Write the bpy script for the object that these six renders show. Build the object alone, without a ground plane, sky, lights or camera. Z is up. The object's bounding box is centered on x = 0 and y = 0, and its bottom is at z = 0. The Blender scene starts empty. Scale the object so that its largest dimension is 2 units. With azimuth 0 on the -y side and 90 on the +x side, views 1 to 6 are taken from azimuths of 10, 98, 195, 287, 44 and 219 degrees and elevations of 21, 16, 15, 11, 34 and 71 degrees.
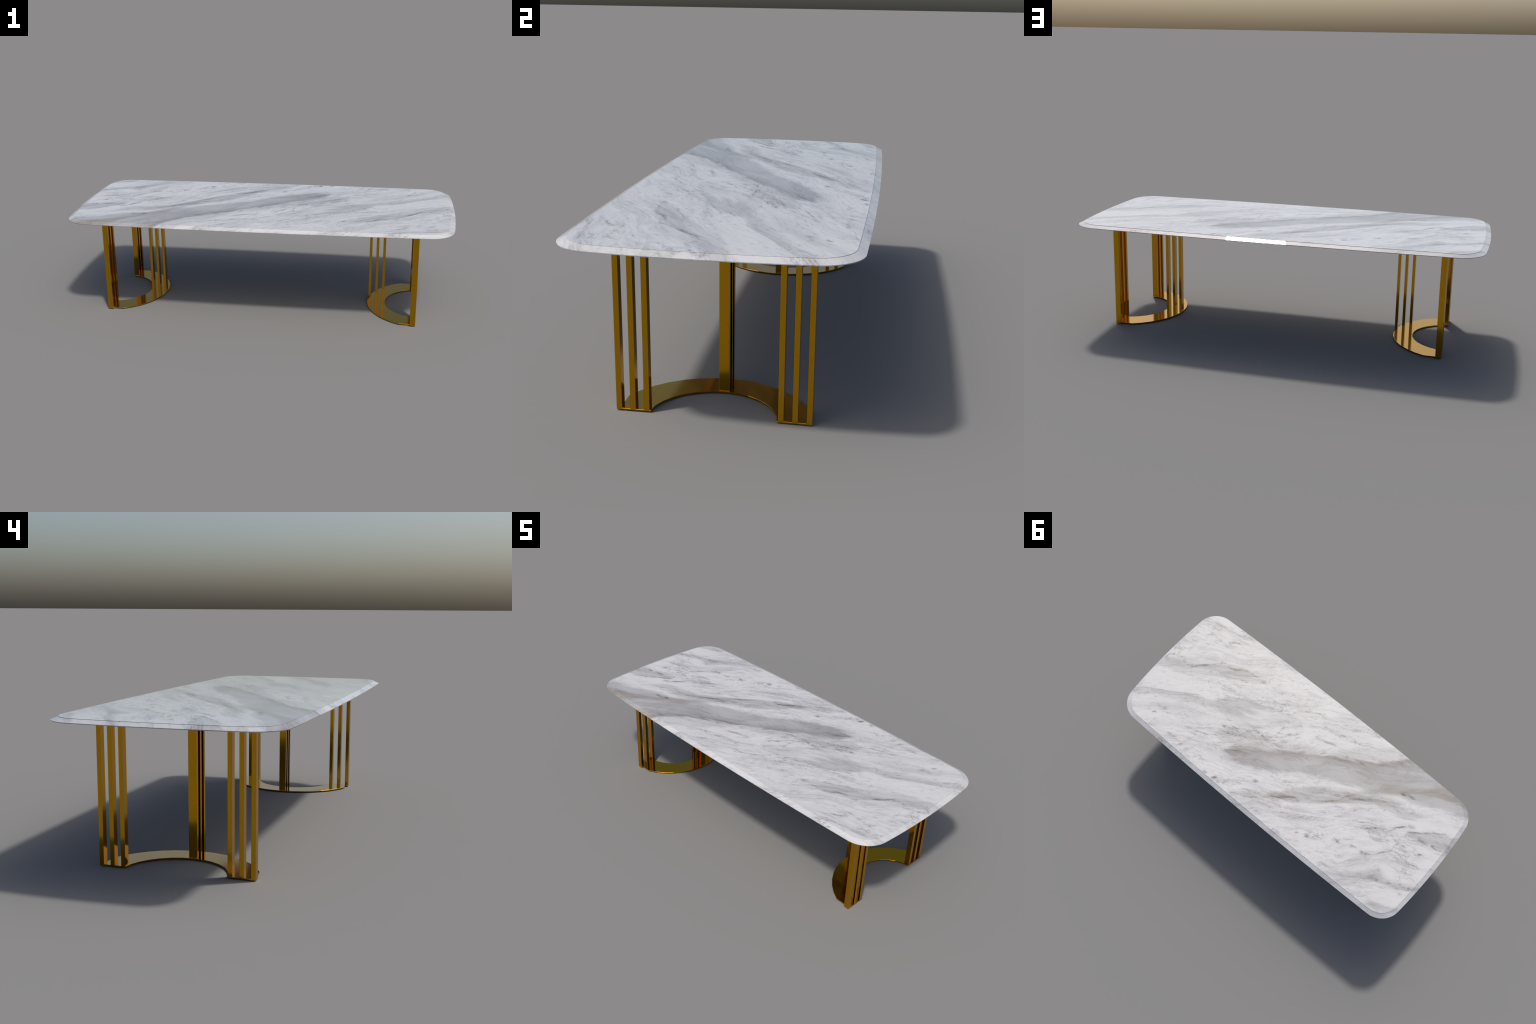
"""Marble dining table on two gold half-ring pedestals with clustered flat uprights."""
import bpy, bmesh, math

# ------------------------------------------------------------------ helpers
def new_object(name, mesh, parent=None):
    ob = bpy.data.objects.new(name, mesh)
    bpy.context.scene.collection.objects.link(ob)
    if parent is not None:
        ob.parent = parent
    return ob


class Nodes:
    """Small expression builder for shader node trees."""
    def __init__(self, mat):
        self.t = mat.node_tree
        self.t.nodes.clear()

    def add(self, kind, **props):
        n = self.t.nodes.new(kind)
        for k, v in props.items():
            setattr(n, k, v)
        return n

    def link(self, src, dst):
        if isinstance(src, (int, float)):
            dst.default_value = src
        elif isinstance(src, (tuple, list)):
            dst.default_value = src
        else:
            self.t.links.new(src, dst)

    def math(self, op, a, b=0.0, c=0.0, clamp=False):
        n = self.add('ShaderNodeMath', operation=op, use_clamp=clamp)
        for s, v in zip(n.inputs, (a, b, c)):
            self.link(v, s)
        return n.outputs[0]

    def mul(self, *v):
        r = v[0]
        for x in v[1:]:
            r = self.math('MULTIPLY', r, x)
        return r

    def sum(self, *v):
        r = v[0]
        for x in v[1:]:
            r = self.math('ADD', r, x)
        return r

    def sub(self, a, b):
        return self.math('SUBTRACT', a, b)

    def step(self, v, lo, hi, a=0.0, b=1.0):
        n = self.add('ShaderNodeMapRange', interpolation_type='SMOOTHSTEP')
        for s, x in zip(n.inputs, (v, lo, hi, a, b)):
            self.link(x, s)
        return n.outputs[0]

    def vec(self, x, y, z):
        n = self.add('ShaderNodeCombineXYZ')
        for s, v in zip(n.inputs, (x, y, z)):
            self.link(v, s)
        return n.outputs[0]

    def noise(self, vec, scale=1.0, detail=4.0, rough=0.55, dist=0.0, lac=2.0):
        n = self.add('ShaderNodeTexNoise', noise_dimensions='3D')
        self.link(vec, n.inputs['Vector'])
        n.inputs['Scale'].default_value = scale
        n.inputs['Detail'].default_value = detail
        n.inputs['Roughness'].default_value = rough
        n.inputs['Lacunarity'].default_value = lac
        n.inputs['Distortion'].default_value = dist
        return n

    def mix(self, fac, a, b):
        n = self.add('ShaderNodeMix', data_type='RGBA')
        self.link(fac, n.inputs[0])
        self.link(a, n.inputs[6])
        self.link(b, n.inputs[7])
        return n.outputs[2]

    def curve(self, v, pts, lo, hi):
        """Piecewise profile through (position, value) control points, values in 0..1."""
        n = self.add('ShaderNodeFloatCurve')
        c = n.mapping.curves[0]
        pts = [((p - lo) / (hi - lo), q) for p, q in sorted(pts)]
        c.points[0].location = pts[0]
        c.points[1].location = pts[-1]
        for p in pts[1:-1]:
            c.points.new(*p)
        n.mapping.update()
        m = self.add('ShaderNodeMapRange')
        for s, x in zip(m.inputs, (v, lo, hi, 0.0, 1.0)):
            self.link(x, s)
        self.link(m.outputs[0], n.inputs['Value'])
        return n.outputs[0]


# ------------------------------------------------------------------ materials
def make_gold():
    mat = bpy.data.materials.new("polished_gold")
    mat.use_nodes = True
    N = Nodes(mat)
    tc = N.add('ShaderNodeTexCoord')
    out = N.add('ShaderNodeOutputMaterial')
    p = N.add('ShaderNodeBsdfPrincipled')
    v = N.add('ShaderNodeMapping')
    v.inputs['Scale'].default_value = (6, 6, 1.5)
    N.link(tc.outputs['Object'], v.inputs['Vector'])
    n = N.noise(v.outputs[0], 3.0, 3.0)
    col = N.mix(n.outputs[0], (0.570, 0.294, 0.0105, 1), (0.590, 0.304, 0.0115, 1))
    N.link(col, p.inputs['Base Color'])
    p.inputs['Metallic'].default_value = 1.0
    p.inputs['Roughness'].default_value = 0.10
    N.link(p.outputs[0], out.inputs[0])
    return mat


GRAIN = math.radians(30.0)   # direction of the bedding in the slab

# Seams and drifts: soft bands between two profiles across(s) along the bedding.
# (upper profile, lower profile, upper softness, lower softness, strength, warmth)
BANDS = [
    # broad seam through the middle, widening toward one corner
    ([(-0.80, -0.15), (-0.64, -0.115), (-0.5, -0.07), (-0.32, -0.046), (-0.15, -0.05),
      (0.06, -0.024), (0.24, -0.014), (0.40, 0.02), (0.44, 0.06)],
     [(-1.0, 0.17), (-0.90, 0.155), (-0.765, 0.145), (-0.683, 0.135), (-0.586, 0.115), (-0.474, 0.12), (-0.353, 0.10), (-0.176, 0.085),
      (-0.036, 0.09), (0.11, 0.10), (0.22, 0.10), (0.34, 0.07), (0.42, 0.02), (0.46, 0.0)], 0.012, 0.020, 0.50, 0.22),
    # dark lip on its upper side
    ([(-0.80, -0.15), (-0.64, -0.115), (-0.5, -0.07), (-0.32, -0.046), (-0.15, -0.05),
      (0.06, -0.024), (0.24, -0.014), (0.40, 0.02), (0.44, 0.06)],
     [(-0.80, -0.08), (-0.64, -0.075), (-0.5, -0.045), (-0.32, -0.020), (-0.15, -0.012),
      (0.06, 0.005), (0.24, 0.018), (0.36, 0.03), (0.44, 0.04)], 0.016, 0.034, 0.20, 0.50),
    # halo above the seam, beyond its blunt end
    ([(-0.2, -0.06), (0.0, -0.085), (0.15, -0.085), (0.3, -0.115), (0.42, -0.10), (0.5, -0.05)],
     [(-0.2, -0.06), (0.0, -0.03), (0.24, -0.02), (0.40, -0.01), (0.5, -0.06)], 0.02, 0.02, 0.26, 0.2),
    # soft bank on top of the lip
    ([(-0.72, -0.17), (-0.58, -0.165), (-0.45, -0.135), (-0.34, -0.115), (-0.26, -0.09), (-0.15, -0.06)],
     [(-0.72, -0.11), (-0.58, -0.10), (-0.5, -0.07), (-0.32, -0.046), (-0.15, -0.045)], 0.018, 0.02, 0.24, 0.4),
    # swirl below the seam
    ([(-0.80, 0.185), (-0.70, 0.185), (-0.62, 0.15), (-0.52, 0.125), (-0.42, 0.125), (-0.25, 0.14), (-0.05, 0.17), (0.1, 0.23)],
     [(-0.80, 0.205), (-0.70, 0.232), (-0.62, 0.228), (-0.5, 0.200), (-0.35, 0.205), (-0.2, 0.24), (0.0, 0.255), (0.1, 0.26)],
     0.022, 0.012, 0.40, 0.5),
    # warm wedge at the corner
    ([(-1.0, -0.1), (-0.8, 0.02), (-0.6, 0.06), (-0.45, 0.10), (-0.38, 0.125)],
     [(-1.0, 0.11), (-0.85, 0.10), (-0.72, 0.075), (-0.6, 0.115), (-0.45, 0.13), (-0.38, 0.115)], 0.02, 0.012, 0.18, 0.9),
    # grey lens near the far end
    ([(-0.98, 0.30), (-0.92, 0.295), (-0.75, 0.303), (-0.69, 0.315), (-0.65, 0.34)],
     [(-0.98, 0.395), (-0.90, 0.385), (-0.82, 0.362), (-0.74, 0.352), (-0.68, 0.345), (-0.65, 0.33)], 0.010, 0.014, 0.32, 0.15),
    # drift inside the other end
    ([(0.18, -0.42), (0.32, -0.455), (0.5, -0.49), (0.63, -0.468), (0.72, -0.462), (0.83, -0.49), (0.95, -0.47)],
     [(0.18, -0.42), (0.32, -0.41), (0.5, -0.405), (0.63, -0.394), (0.72, -0.394), (0.83, -0.412), (0.95, -0.43)],
     0.016, 0.010, 0.26, 0.25),
    # streaky bank
    ([(0.15, -0.27), (0.4, -0.30), (0.52, -0.27), (0.68, -0.272), (0.79, -0.264), (0.89, -0.268), (1.0, -0.258)],
     [(0.15, -0.26), (0.4, -0.20), (0.52, -0.205), (0.68, -0.21), (0.79, -0.225), (0.89, -0.24), (1.0, -0.23)],
     0.007, 0.035, 0.34, 0.15),
    ([(0.55, -0.17), (0.65, -0.19), (0.8, -0.18), (0.95, -0.165)],
     [(0.55, -0.15), (0.65, -0.125), (0.8, -0.135), (0.95, -0.135)], 0.02, 0.015, 0.18, 0.1),
    ([(0.15, -0.10), (0.3, -0.11), (0.45, -0.115), (0.6, -0.08), (0.72, -0.05)],
     [(0.15, -0.07), (0.3, -0.06), (0.45, -0.06), (0.6, -0.055), (0.72, -0.045)], 0.02, 0.02, 0.16, 0.1),
    # low streaks toward the far long side
    ([(-0.6, 0.555), (-0.5, 0.565), (-0.36, 0.60), (-0.26, 0.62)],
     [(-0.6, 0.575), (-0.5, 0.605), (-0.36, 0.63), (-0.26, 0.635)], 0.02, 0.010, 0.30, 0.05),
    ([(-0.82, 0.60), (-0.66, 0.595), (-0.5, 0.585)],
     [(-0.82, 0.63), (-0.66, 0.632), (-0.5, 0.605)], 0.02, 0.010, 0.26, 0.05),
    ([(-0.70, 0.735), (-0.6, 0.73), (-0.53, 0.725)],
     [(-0.70, 0.76), (-0.6, 0.775), (-0.53, 0.755)], 0.012, 0.012, 0.30, 0.1),
    ([(0.0, 0.215), (0.15, 0.235), (0.33, 0.25)],
     [(0.0, 0.245), (0.15, 0.27), (0.33, 0.275)], 0.02, 0.008, 0.22, 0.35),
]

# Thin veins: spine points (along, across), half width, strength, warmth
VEINS = [
    ([(0.494, -0.504), (0.567, -0.487), (0.63, -0.467), (0.708, -0.456), (0.735, -0.469), (0.757, -0.494), (0.85, -0.51)], 0.006, 0.42, 0.1),
    ([(0.229, -0.434), (0.27, -0.441), (0.357, -0.475), (0.393, -0.487), (0.424, -0.477), (0.48, -0.474)], 0.010, 0.34, 0.6),
    ([(0.69, 0.003), (0.742, -0.019), (0.81, -0.031), (0.874, -0.05)], 0.006, 0.35, 0.1),
    ([(0.46, -0.052), (0.526, -0.046), (0.59, -0.048)], 0.004, 0.45, 0.2),
    ([(-0.02, -0.194), (0.044, -0.184), (0.092, -0.161), (0.118, -0.128), (0.157, -0.093), (0.197, -0.095), (0.24, -0.115), (0.291, -0.144)], 0.006, 0.48, 0.9),
    ([(-0.02, -0.165), (0.0, -0.15), (0.067, -0.119), (0.153, -0.096)], 0.010, 0.30, 0.7),
    ([(0.39, -0.65), (0.439, -0.647), (0.50, -0.648)], 0.005, 0.45, 0.3),
    ([(-0.28, -0.095), (-0.247, -0.099), (-0.205, -0.122), (-0.152, -0.126), (-0.104, -0.141)], 0.005, 0.42, 1.0),
    ([(-0.434, -0.142), (-0.388, -0.147), (-0.349, -0.146), (-0.30, -0.175), (-0.253, -0.18), (-0.193, -0.193), (-0.137, -0.217)], 0.008, 0.46, 0.5),
    ([(-0.139, -0.281), (-0.085, -0.289), (-0.02, -0.287), (0.032, -0.287)], 0.007, 0.45, 0.4),
    ([(-0.043, 0.233), (0.05, 0.245), (0.136, 0.264), (0.229, 0.275), (0.275, 0.267), (0.325, 0.27)], 0.004, 0.36, 0.5),
    ([(-0.377, 0.153), (-0.29, 0.196), (-0.26, 0.209), (-0.194, 0.231), (-0.122, 0.251)], 0.004, 0.34, 0.7),
    ([(-0.015, 0.152), (0.055, 0.155)], 0.006, 0.40, 0.0),
    ([(-0.648, 0.381), (-0.624, 0.43), (-0.582, 0.444), (-0.519, 0.472), (-0.47, 0.478), (-0.456, 0.468), (-0.416, 0.45), (-0.335, 0.447), (-0.287, 0.417)], 0.006, 0.46, 0.3),
    ([(-0.527, 0.323), (-0.454, 0.337)], 0.005, 0.45, 0.3),
    ([(-0.57, 0.388), (-0.53, 0.382), (-0.498, 0.377), (-0.468, 0.344)], 0.007, 0.36, 0.4),
    ([(-0.72, 0.277), (-0.683, 0.278), (-0.635, 0.296), (-0.59, 0.324)], 0.009, 0.52, 0.6),
    ([(-0.921, 0.291), (-0.84, 0.293), (-0.749, 0.304), (-0.694, 0.311)], 0.006, 0.42, 0.3),
    ([(-0.907, 0.385), (-0.876, 0.382), (-0.825, 0.363), (-0.774, 0.354), (-0.694, 0.357)], 0.008, 0.42, 0.2),
    ([(-0.774, 0.496), (-0.683, 0.457), (-0.63, 0.429)], 0.005, 0.36, 0.2),
    ([(-0.761, 0.624), (-0.67, 0.622), (-0.637, 0.61), (-0.595, 0.612), (-0.52, 0.601)], 0.008, 0.42, 0.1),
    ([(-0.733, 0.19), (-0.674, 0.211), (-0.629, 0.21), (-0.574, 0.174), (-0.478, 0.166), (-0.336, 0.183)], 0.006, 0.20, 0.4),
    ([(-0.70, 0.115), (-0.66, 0.105), (-0.62, 0.10)], 0.007, 0.50, 0.1),
]

# Isolated mineral spots: (along, across, radius)
SPOTS = [(0.428, 0.198, 0.012), (0.195, 0.178, 0.012), (0.48, 0.178, 0.010), (-0.151, 0.435, 0.011),
         (-0.097, 0.429, 0.010), (-0.777, 0.42, 0.009), (-0.706, 0.665, 0.010), (0.839, -0.125, 0.008)]


def make_marble():
    mat = bpy.data.materials.new("veined_marble")
    mat.use_nodes = True
    N = Nodes(mat)
    tc = N.add('ShaderNodeTexCoord')
    out = N.add('ShaderNodeOutputMaterial')
    p = N.add('ShaderNodeBsdfPrincipled')
    obj = tc.outputs['Object']
    cg, sg = math.cos(GRAIN), math.sin(GRAIN)

    # (along, across, height) frame of the bedding
    rot = N.add('ShaderNodeMapping')
    rot.inputs['Rotation'].default_value = (0, 0, -GRAIN)
    N.link(obj, rot.inputs['Vector'])
    frame = rot.outputs[0]
    sep = N.add('ShaderNodeSeparateXYZ')
    N.link(frame, sep.inputs[0])
    s0, t0, z0 = sep.outputs

    def stretch(base, ks, kt, off):
        m = N.add('ShaderNodeMapping')
        m.inputs['Location'].default_value = (off, off * 1.7, off * 0.6)
        m.inputs['Scale'].default_value = (ks, kt, kt * 0.35)
        N.link(base, m.inputs['Vector'])
        return m.outputs[0]

    # bedding wobbles: slow folds, then tighter ones
    def fold(base, ks, kt, off, detail, amt_s, amt_t):
        n = N.noise(stretch(base, ks, kt, off), 1.0, detail, 0.5)
        a = N.add('ShaderNodeVectorMath', operation='SUBTRACT')
        N.link(n.outputs['Color'], a.inputs[0])
        a.inputs[1].default_value = (0.5, 0.5, 0.5)
        b = N.add('ShaderNodeVectorMath', operation='MULTIPLY_ADD')
        N.link(a.outputs[0], b.inputs[0])
        b.inputs[1].default_value = (amt_s, amt_t, 0.0)
        N.link(base, b.inputs[2])
        return b.outputs[0]

    f1 = fold(frame, 2.0, 3.2, 3.0, 1.0, 0.12, 0.17)
    f2 = fold(f1, 5.0, 9.0, 8.0, 2.0, 0.08, 0.042)
    f3 = fold(f2, 14.0, 30.0, 15.0, 2.0, 0.03, 0.014)

    def grain(ks, kt, off, detail, rough=0.58, dist=0.0, base=None):
        return N.noise(stretch(base or f3, ks, kt, off), 1.0, detail, rough, dist).outputs[0]

    # frame with small ripples for the placed seams and veins
    g2 = N.add('ShaderNodeSeparateXYZ')
    N.link(fold(fold(frame, 4.0, 10.0, 21.0, 3.0, 0.05, 0.030), 18.0, 34.0, 27.0, 4.0, 0.030, 0.022), g2.inputs[0])
    sb, tb, _ = g2.outputs

    LO, HI = -1.15, 1.15
    def profile(pts):
        pts = sorted(pts)
        ext = [(LO, pts[0][1])] + pts + [(HI, pts[-1][1])]
        c = N.curve(sb, [(a, b * 0.6 + 0.5) for a, b in ext], LO, HI)
        return N.math('MULTIPLY_ADD', c, 1 / 0.6, -0.5 / 0.6)

    def window(a, b, soft):
        return N.mul(N.step(sb, a - soft, a + soft), N.step(sb, b + soft, b - soft))

    # broken, streaky filling of the placed seams
    fill = N.step(grain(2.6, 20.0, 33.0, 6.0, 0.6), 0.40, 0.62)
    fill_hard = N.math('MULTIPLY_ADD', fill, 0.42, 0.70)
    fill_soft = N.math('MULTIPLY_ADD', fill, 0.26, 0.84)
    feather = N.math('MULTIPLY', N.sub(grain(4.5, 42.0, 41.0, 6.0, 0.68), 0.5), 0.075)
    gap = N.step(grain(20.0, 44.0, 39.0, 4.0, 0.65, 0.6), 0.40, 0.58)
    gap_soft = N.math('MULTIPLY_ADD', gap, 0.92, 0.08)

    darks, warms, seam = [], [], None
    for up, lo, su, sl, k, wm in BANDS:
        a, b = profile(up), profile(lo)
        first, last = min(up[0][0], lo[0][0]), max(up[-1][0], lo[-1][0])
        tf = N.sum(tb, feather)
        m = N.mul(N.step(N.sub(tf, a), -su, su), N.step(N.sub(b, tf), -sl, sl))
        if first > -0.9:
            m = N.mul(m, N.step(sb, first - 0.03, first + 0.03))
        if last < 0.9:
            m = N.mul(m, N.step(sb, last + 0.03, last - 0.03))
        m = N.mul(m, fill_soft if k > 0.45 else fill_hard)
        seam = seam or m
        darks.append(N.mul(m, k))
        warms.append(N.mul(m, wm))
    wide = N.math('MULTIPLY_ADD', N.step(grain(9.0, 16.0, 45.0, 3.0), 0.36, 0.66), 1.7, 0.35)
    for pts, w, k, wm in VEINS:
        d = N.math('ABSOLUTE', N.sub(tb, profile(pts)))
        core = N.step(N.math('DIVIDE', d, wide), w * 1.2, w * 0.15)
        halo = N.step(d, w * 4.5, 0.0)
        m = N.mul(N.math('MULTIPLY_ADD', N.mul(core, gap_soft), 0.9, N.mul(halo, fill_hard, 0.22)),
                  window(sorted(pts)[0][0], sorted(pts)[-1][0], 0.018))
        darks.append(N.mul(m, k * 1.0))
        warms.append(N.mul(m, wm))
    for a, b, r in SPOTS:
        da = N.math('MULTIPLY', N.sub(sb, a), 0.6)
        db = N.sub(tb, b)
        d = N.math('SQRT', N.sum(N.mul(da, da), N.mul(db, db)))
        m = N.mul(N.step(d, r * 1.4, r * 0.2), gap_soft)
        darks.append(N.mul(m, 0.66))
        warms.append(N.mul(m, 0.5))

    # overall veining of the stone
    calm = N.step(grain(1.7, 4.2, 51.0, 2.0, 0.5, 0.0, f2), 0.36, 0.56)       # 0 = plain white areas
    some = N.math('MULTIPLY_ADD', calm, 0.62, 0.38)
    cloud = N.step(grain(2.4, 8.5, 57.0, 7.0, 0.66, 0.5), 0.46, 0.64)
    cloud2 = N.step(grain(5.0, 24.0, 63.0, 7.0, 0.64, 0.3), 0.48, 0.66)
    streak = N.step(grain(8.0, 52.0, 69.0, 6.0, 0.66), 0.49, 0.66)
    fine = N.step(grain(22.0, 120.0, 72.0, 4.0, 0.65), 0.50, 0.70)
    dash = N.step(grain(15.0, 58.0, 75.0, 4.0, 0.66, 0.4), 0.57, 0.68)
    dash_area = N.step(grain(3.6, 9.0, 81.0, 4.0, 0.62), 0.46, 0.58)
    clump = N.step(grain(24.0, 56.0, 83.0, 4.0, 0.68, 0.8), 0.58, 0.70)
    clump_area = N.step(grain(4.4, 10.0, 85.0, 4.0, 0.62), 0.56, 0.66)

    def ridge(ks, kt, off, width, lo, hi, dist):
        r = N.math('ABSOLUTE', N.sub(grain(ks, kt, off, 6.0, 0.66, dist, f3), 0.5))
        area = N.step(grain(3.4, 8.0, off + 3.0, 4.0), lo, hi)
        return N.mul(N.step(r, width, 0.0), area, gap_soft)

    v1 = ridge(2.4, 8.0, 93.0, 0.022, 0.46, 0.60, 0.8)
    v2 = ridge(4.0, 16.0, 99.0, 0.028, 0.46, 0.60, 0.6)

    web = ridge(5.5, 9.5, 111.0, 0.026, 0.42, 0.56, 1.3)
    web2 = ridge(11.0, 18.0, 117.0, 0.030, 0.46, 0.58, 1.0)
    stone = N.sum(N.mul(cloud, calm, 0.18), N.mul(cloud2, some, 0.18), N.mul(streak, some, 0.13),
                  N.mul(fine, some, 0.09), N.mul(dash, dash_area, 0.25), N.mul(clump, clump_area, 0.32),
                  N.mul(v1, 0.34), N.mul(v2, 0.28), N.mul(web, 0.27), N.mul(web2, 0.18))
    darks.append(N.mul(stone, N.math('MULTIPLY_ADD', seam, -0.50, 1.0)))
    warms += [N.mul(v1, 0.5), N.mul(clump, clump_area, 0.5),
              N.mul(N.step(grain(2.4, 7.0, 105.0, 4.0), 0.55, 0.75), 0.5)]
    dark = N.math('MINIMUM', N.sum(*darks), 1.0)
    warm = N.math('MINIMUM', N.sum(*warms), 1.0)
    grey = N.mix(warm, (0.108, 0.108, 0.116, 1), (0.126, 0.107, 0.089, 1))
    col = N.mix(dark, (0.474, 0.475, 0.478, 1), grey)
    N.link(col, p.inputs['Base Color'])
    p.inputs['Roughness'].default_value = 0.01
    p.inputs['IOR'].default_value = 1.5
    N.link(p.outputs[0], out.inputs[0])
    return mat


# ------------------------------------------------------------------ tabletop
HALF_X, HALF_Y = 1.0, 0.4300      # greatest half length and half width
BOW_END, BOW_SIDE = 0.14, 0.0180  # gentle outward bow of the edges
CORNER = 0.126                    # corner radius


def outline(off=0.0):
    """Bowed rectangle with round corners, `off` inside the rim, counter-clockwise."""
    hx, hy, r = HALF_X - off, HALF_Y - off, CORNER - off * 0.6
    end = lambda y: hx - BOW_END * y * y
    side = lambda x: hy - BOW_SIDE * x * x
    # centre of the corner circle: distance r from both bowed edges
    cx, cy = hx - r, hy - r
    for _ in range(30):
        a = math.atan(2 * BOW_END * cy)
        b = math.atan(2 * BOW_SIDE * cx)
        ty = cy + r * math.sin(a)
        tx = cx + r * math.sin(b)
        cx = end(ty) - r * math.cos(a)
        cy = side(tx) - r * math.cos(b)
    quarter = []
    n = 14
    for i in range(n):                       # end edge from y = 0 up
        y = ty * i / n
        quarter.append((end(y), y))
    m = 22
    for i in range(m + 1):                   # corner
        ang = a + (math.pi / 2 - b - a) * i / m
        quarter.append((cx + r * math.cos(ang), cy + r * math.sin(ang)))
    for i in range(1, 31):                   # long side to x = 0
        x = tx * (1 - i / 30)
        quarter.append((x, side(x)))
    q = quarter
    half = q + [(-x, y) for x, y in reversed(q[:-1])]
    return half + [(-x, -y) for x, y in half[1:-1]]


def make_tabletop(mat, parent):
    rim_z, band, inset = 0.5242, 0.0029, 0.0242
    slope = math.tan(math.radians(23.1))
    step = 0.0012
    ch_z = rim_z + inset * slope
    rings = [(0.0035, rim_z - band - 0.0002), (0.0006, rim_z - band), (0.0, rim_z - band + 0.0006),
             (0.0, rim_z), (inset, ch_z), (inset, ch_z + step)]
    bm = bmesh.new()
    loops = []
    for off, zz in rings:
        loops.append([bm.verts.new((x, y, zz)) for x, y in outline(off)])
    for a, b in zip(loops, loops[1:]):
        for i in range(len(a)):
            j = (i + 1) % len(a)
            bm.faces.new((a[i], a[j], b[j], b[i]))
    bm.faces.new(loops[-1])
    bm.faces.new(list(reversed(loops[0])))
    me = bpy.data.meshes.new("tabletop")
    bm.normal_update()
    bm.to_mesh(me)
    bm.free()
    me.shade_smooth()
    me.set_sharp_from_angle(angle=math.radians(15))
    me.materials.append(mat)
    return new_object("tabletop", me, parent)


# ------------------------------------------------------------------ pedestals
PLATE = 0.0048
END_X = 0.8205


def foot_outline():
    """Crescent of flat sheet, open toward +x."""
    oc, orad, step = 0.8685, 0.305, math.radians(64.7 / 7)
    outer = [(oc - orad * math.cos(step * k), orad * math.sin(step * k)) for k in range(-7, 8)]
    ic, irad = 0.848, 0.190
    inner = [(ic - irad * math.cos(math.radians(12 * k)), irad * math.sin(math.radians(12 * k)))
             for k in range(-6, 7)]
    y_out = outer[-1][1]
    pts = [(END_X, -y_out)] + outer + [(END_X, y_out), (END_X, 0.1842)] + inner[::-1] + [(END_X, -0.1842)]
    return pts


def make_foot_mesh(mat):
    bm = bmesh.new()
    lo = [bm.verts.new((x, y, 0.0004)) for x, y in foot_outline()]
    f = bm.faces.new(lo)
    r = bmesh.ops.extrude_face_region(bm, geom=[f])
    for v in r['geom']:
        if isinstance(v, bmesh.types.BMVert):
            v.co.z = PLATE
    bmesh.ops.recalc_face_normals(bm, faces=bm.faces)
    edges = [e for e in bm.edges if abs(e.verts[0].co.z - e.verts[1].co.z) < 1e-6]
    bmesh.ops.bevel(bm, geom=edges, offset=0.0005, segments=1, affect='EDGES')
    me = bpy.data.meshes.new("pedestal_foot")
    bm.to_mesh(me)
    bm.free()
    me.materials.append(mat)
    return me


def make_bar_mesh(sx, sy, z0, z1, mat):
    bm = bmesh.new()
    bmesh.ops.create_cube(bm, size=1.0)
    for v in bm.verts:
        v.co = (v.co.x * sx, v.co.y * sy, z0 + (v.co.z + 0.5) * (z1 - z0))
    bmesh.ops.bevel(bm, geom=list(bm.edges), offset=0.0005, segments=1, affect='EDGES')
    me = bpy.data.meshes.new("upright_bar")
    bm.to_mesh(me)
    bm.free()
    me.materials.append(mat)
    return me


RAIL_LOW, RAIL_TOP = 0.4968, 0.5214


def make_rail_mesh(name, x0, x1, y0, y1, mat):
    bm = bmesh.new()
    bmesh.ops.create_cube(bm, size=1.0)
    for v in bm.verts:
        v.co = ((x0 + x1) / 2 + v.co.x * (x1 - x0), (y0 + y1) / 2 + v.co.y * (y1 - y0),
                (RAIL_LOW + RAIL_TOP) / 2 + v.co.z * (RAIL_TOP - RAIL_LOW))
    bmesh.ops.bevel(bm, geom=list(bm.edges), offset=0.0005, segments=1, affect='EDGES')
    me = bpy.data.meshes.new(name)
    bm.to_mesh(me)
    bm.free()
    me.materials.append(mat)
    return me


def make_underframe(mat, parent):
    """Slim gold rails under the slab that tie the outer uprights together."""
    ends = make_rail_mesh("underframe", 0.6790, 0.7050, -0.2712, 0.2712, mat)
    side = make_rail_mesh("side_rail", -0.7955, 0.7955, 0.2708, 0.2858, mat)
    frame = new_object("underframe", ends, parent)
    other = new_object("end_rail", ends, frame)
    other.rotation_euler = (0, 0, math.pi)
    for turn in (0.0, math.pi):
        rail = new_object("side_rail", side, frame)
        rail.rotation_euler = (0, 0, turn)


def build():
    gold, marble = make_gold(), make_marble()
    root = bpy.data.objects.new("dining_table", None)
    bpy.context.scene.collection.objects.link(root)
    root["label"] = "long white marble dining table on two gold half-ring pedestals"
    root["category"] = "dining table"
    make_tabletop(marble, root)
    make_underframe(gold, root)

    top_z = 0.5213
    foot_me = make_foot_mesh(gold)
    bar_end = make_bar_mesh(0.0271, 0.0161, PLATE - 0.0003, top_z, gold)
    bar_edge = make_bar_mesh(0.0271, 0.0161, 0.0, top_z, gold)
    bar_mid = make_bar_mesh(0.0133, 0.0321, PLATE - 0.0003, top_z, gold)
    face = 0.8213 - 0.01365
    for turn in (0.0, math.pi):
        foot = new_object("pedestal_foot", foot_me, root)
        foot.rotation_euler = (0, 0, turn)
        for x in (0.5760, 0.6116, 0.6474):
            b = new_object("upright_bar", bar_mid, foot)
            b.location = (x, 0.0, 0.0)
        for sgn in (-1, 1):
            for y, me in ((0.1960, bar_end), (0.2368, bar_end), (0.2782, bar_edge)):
                b = new_object("upright_bar", me, foot)
                b.location = (face, sgn * y, 0.0)


build()
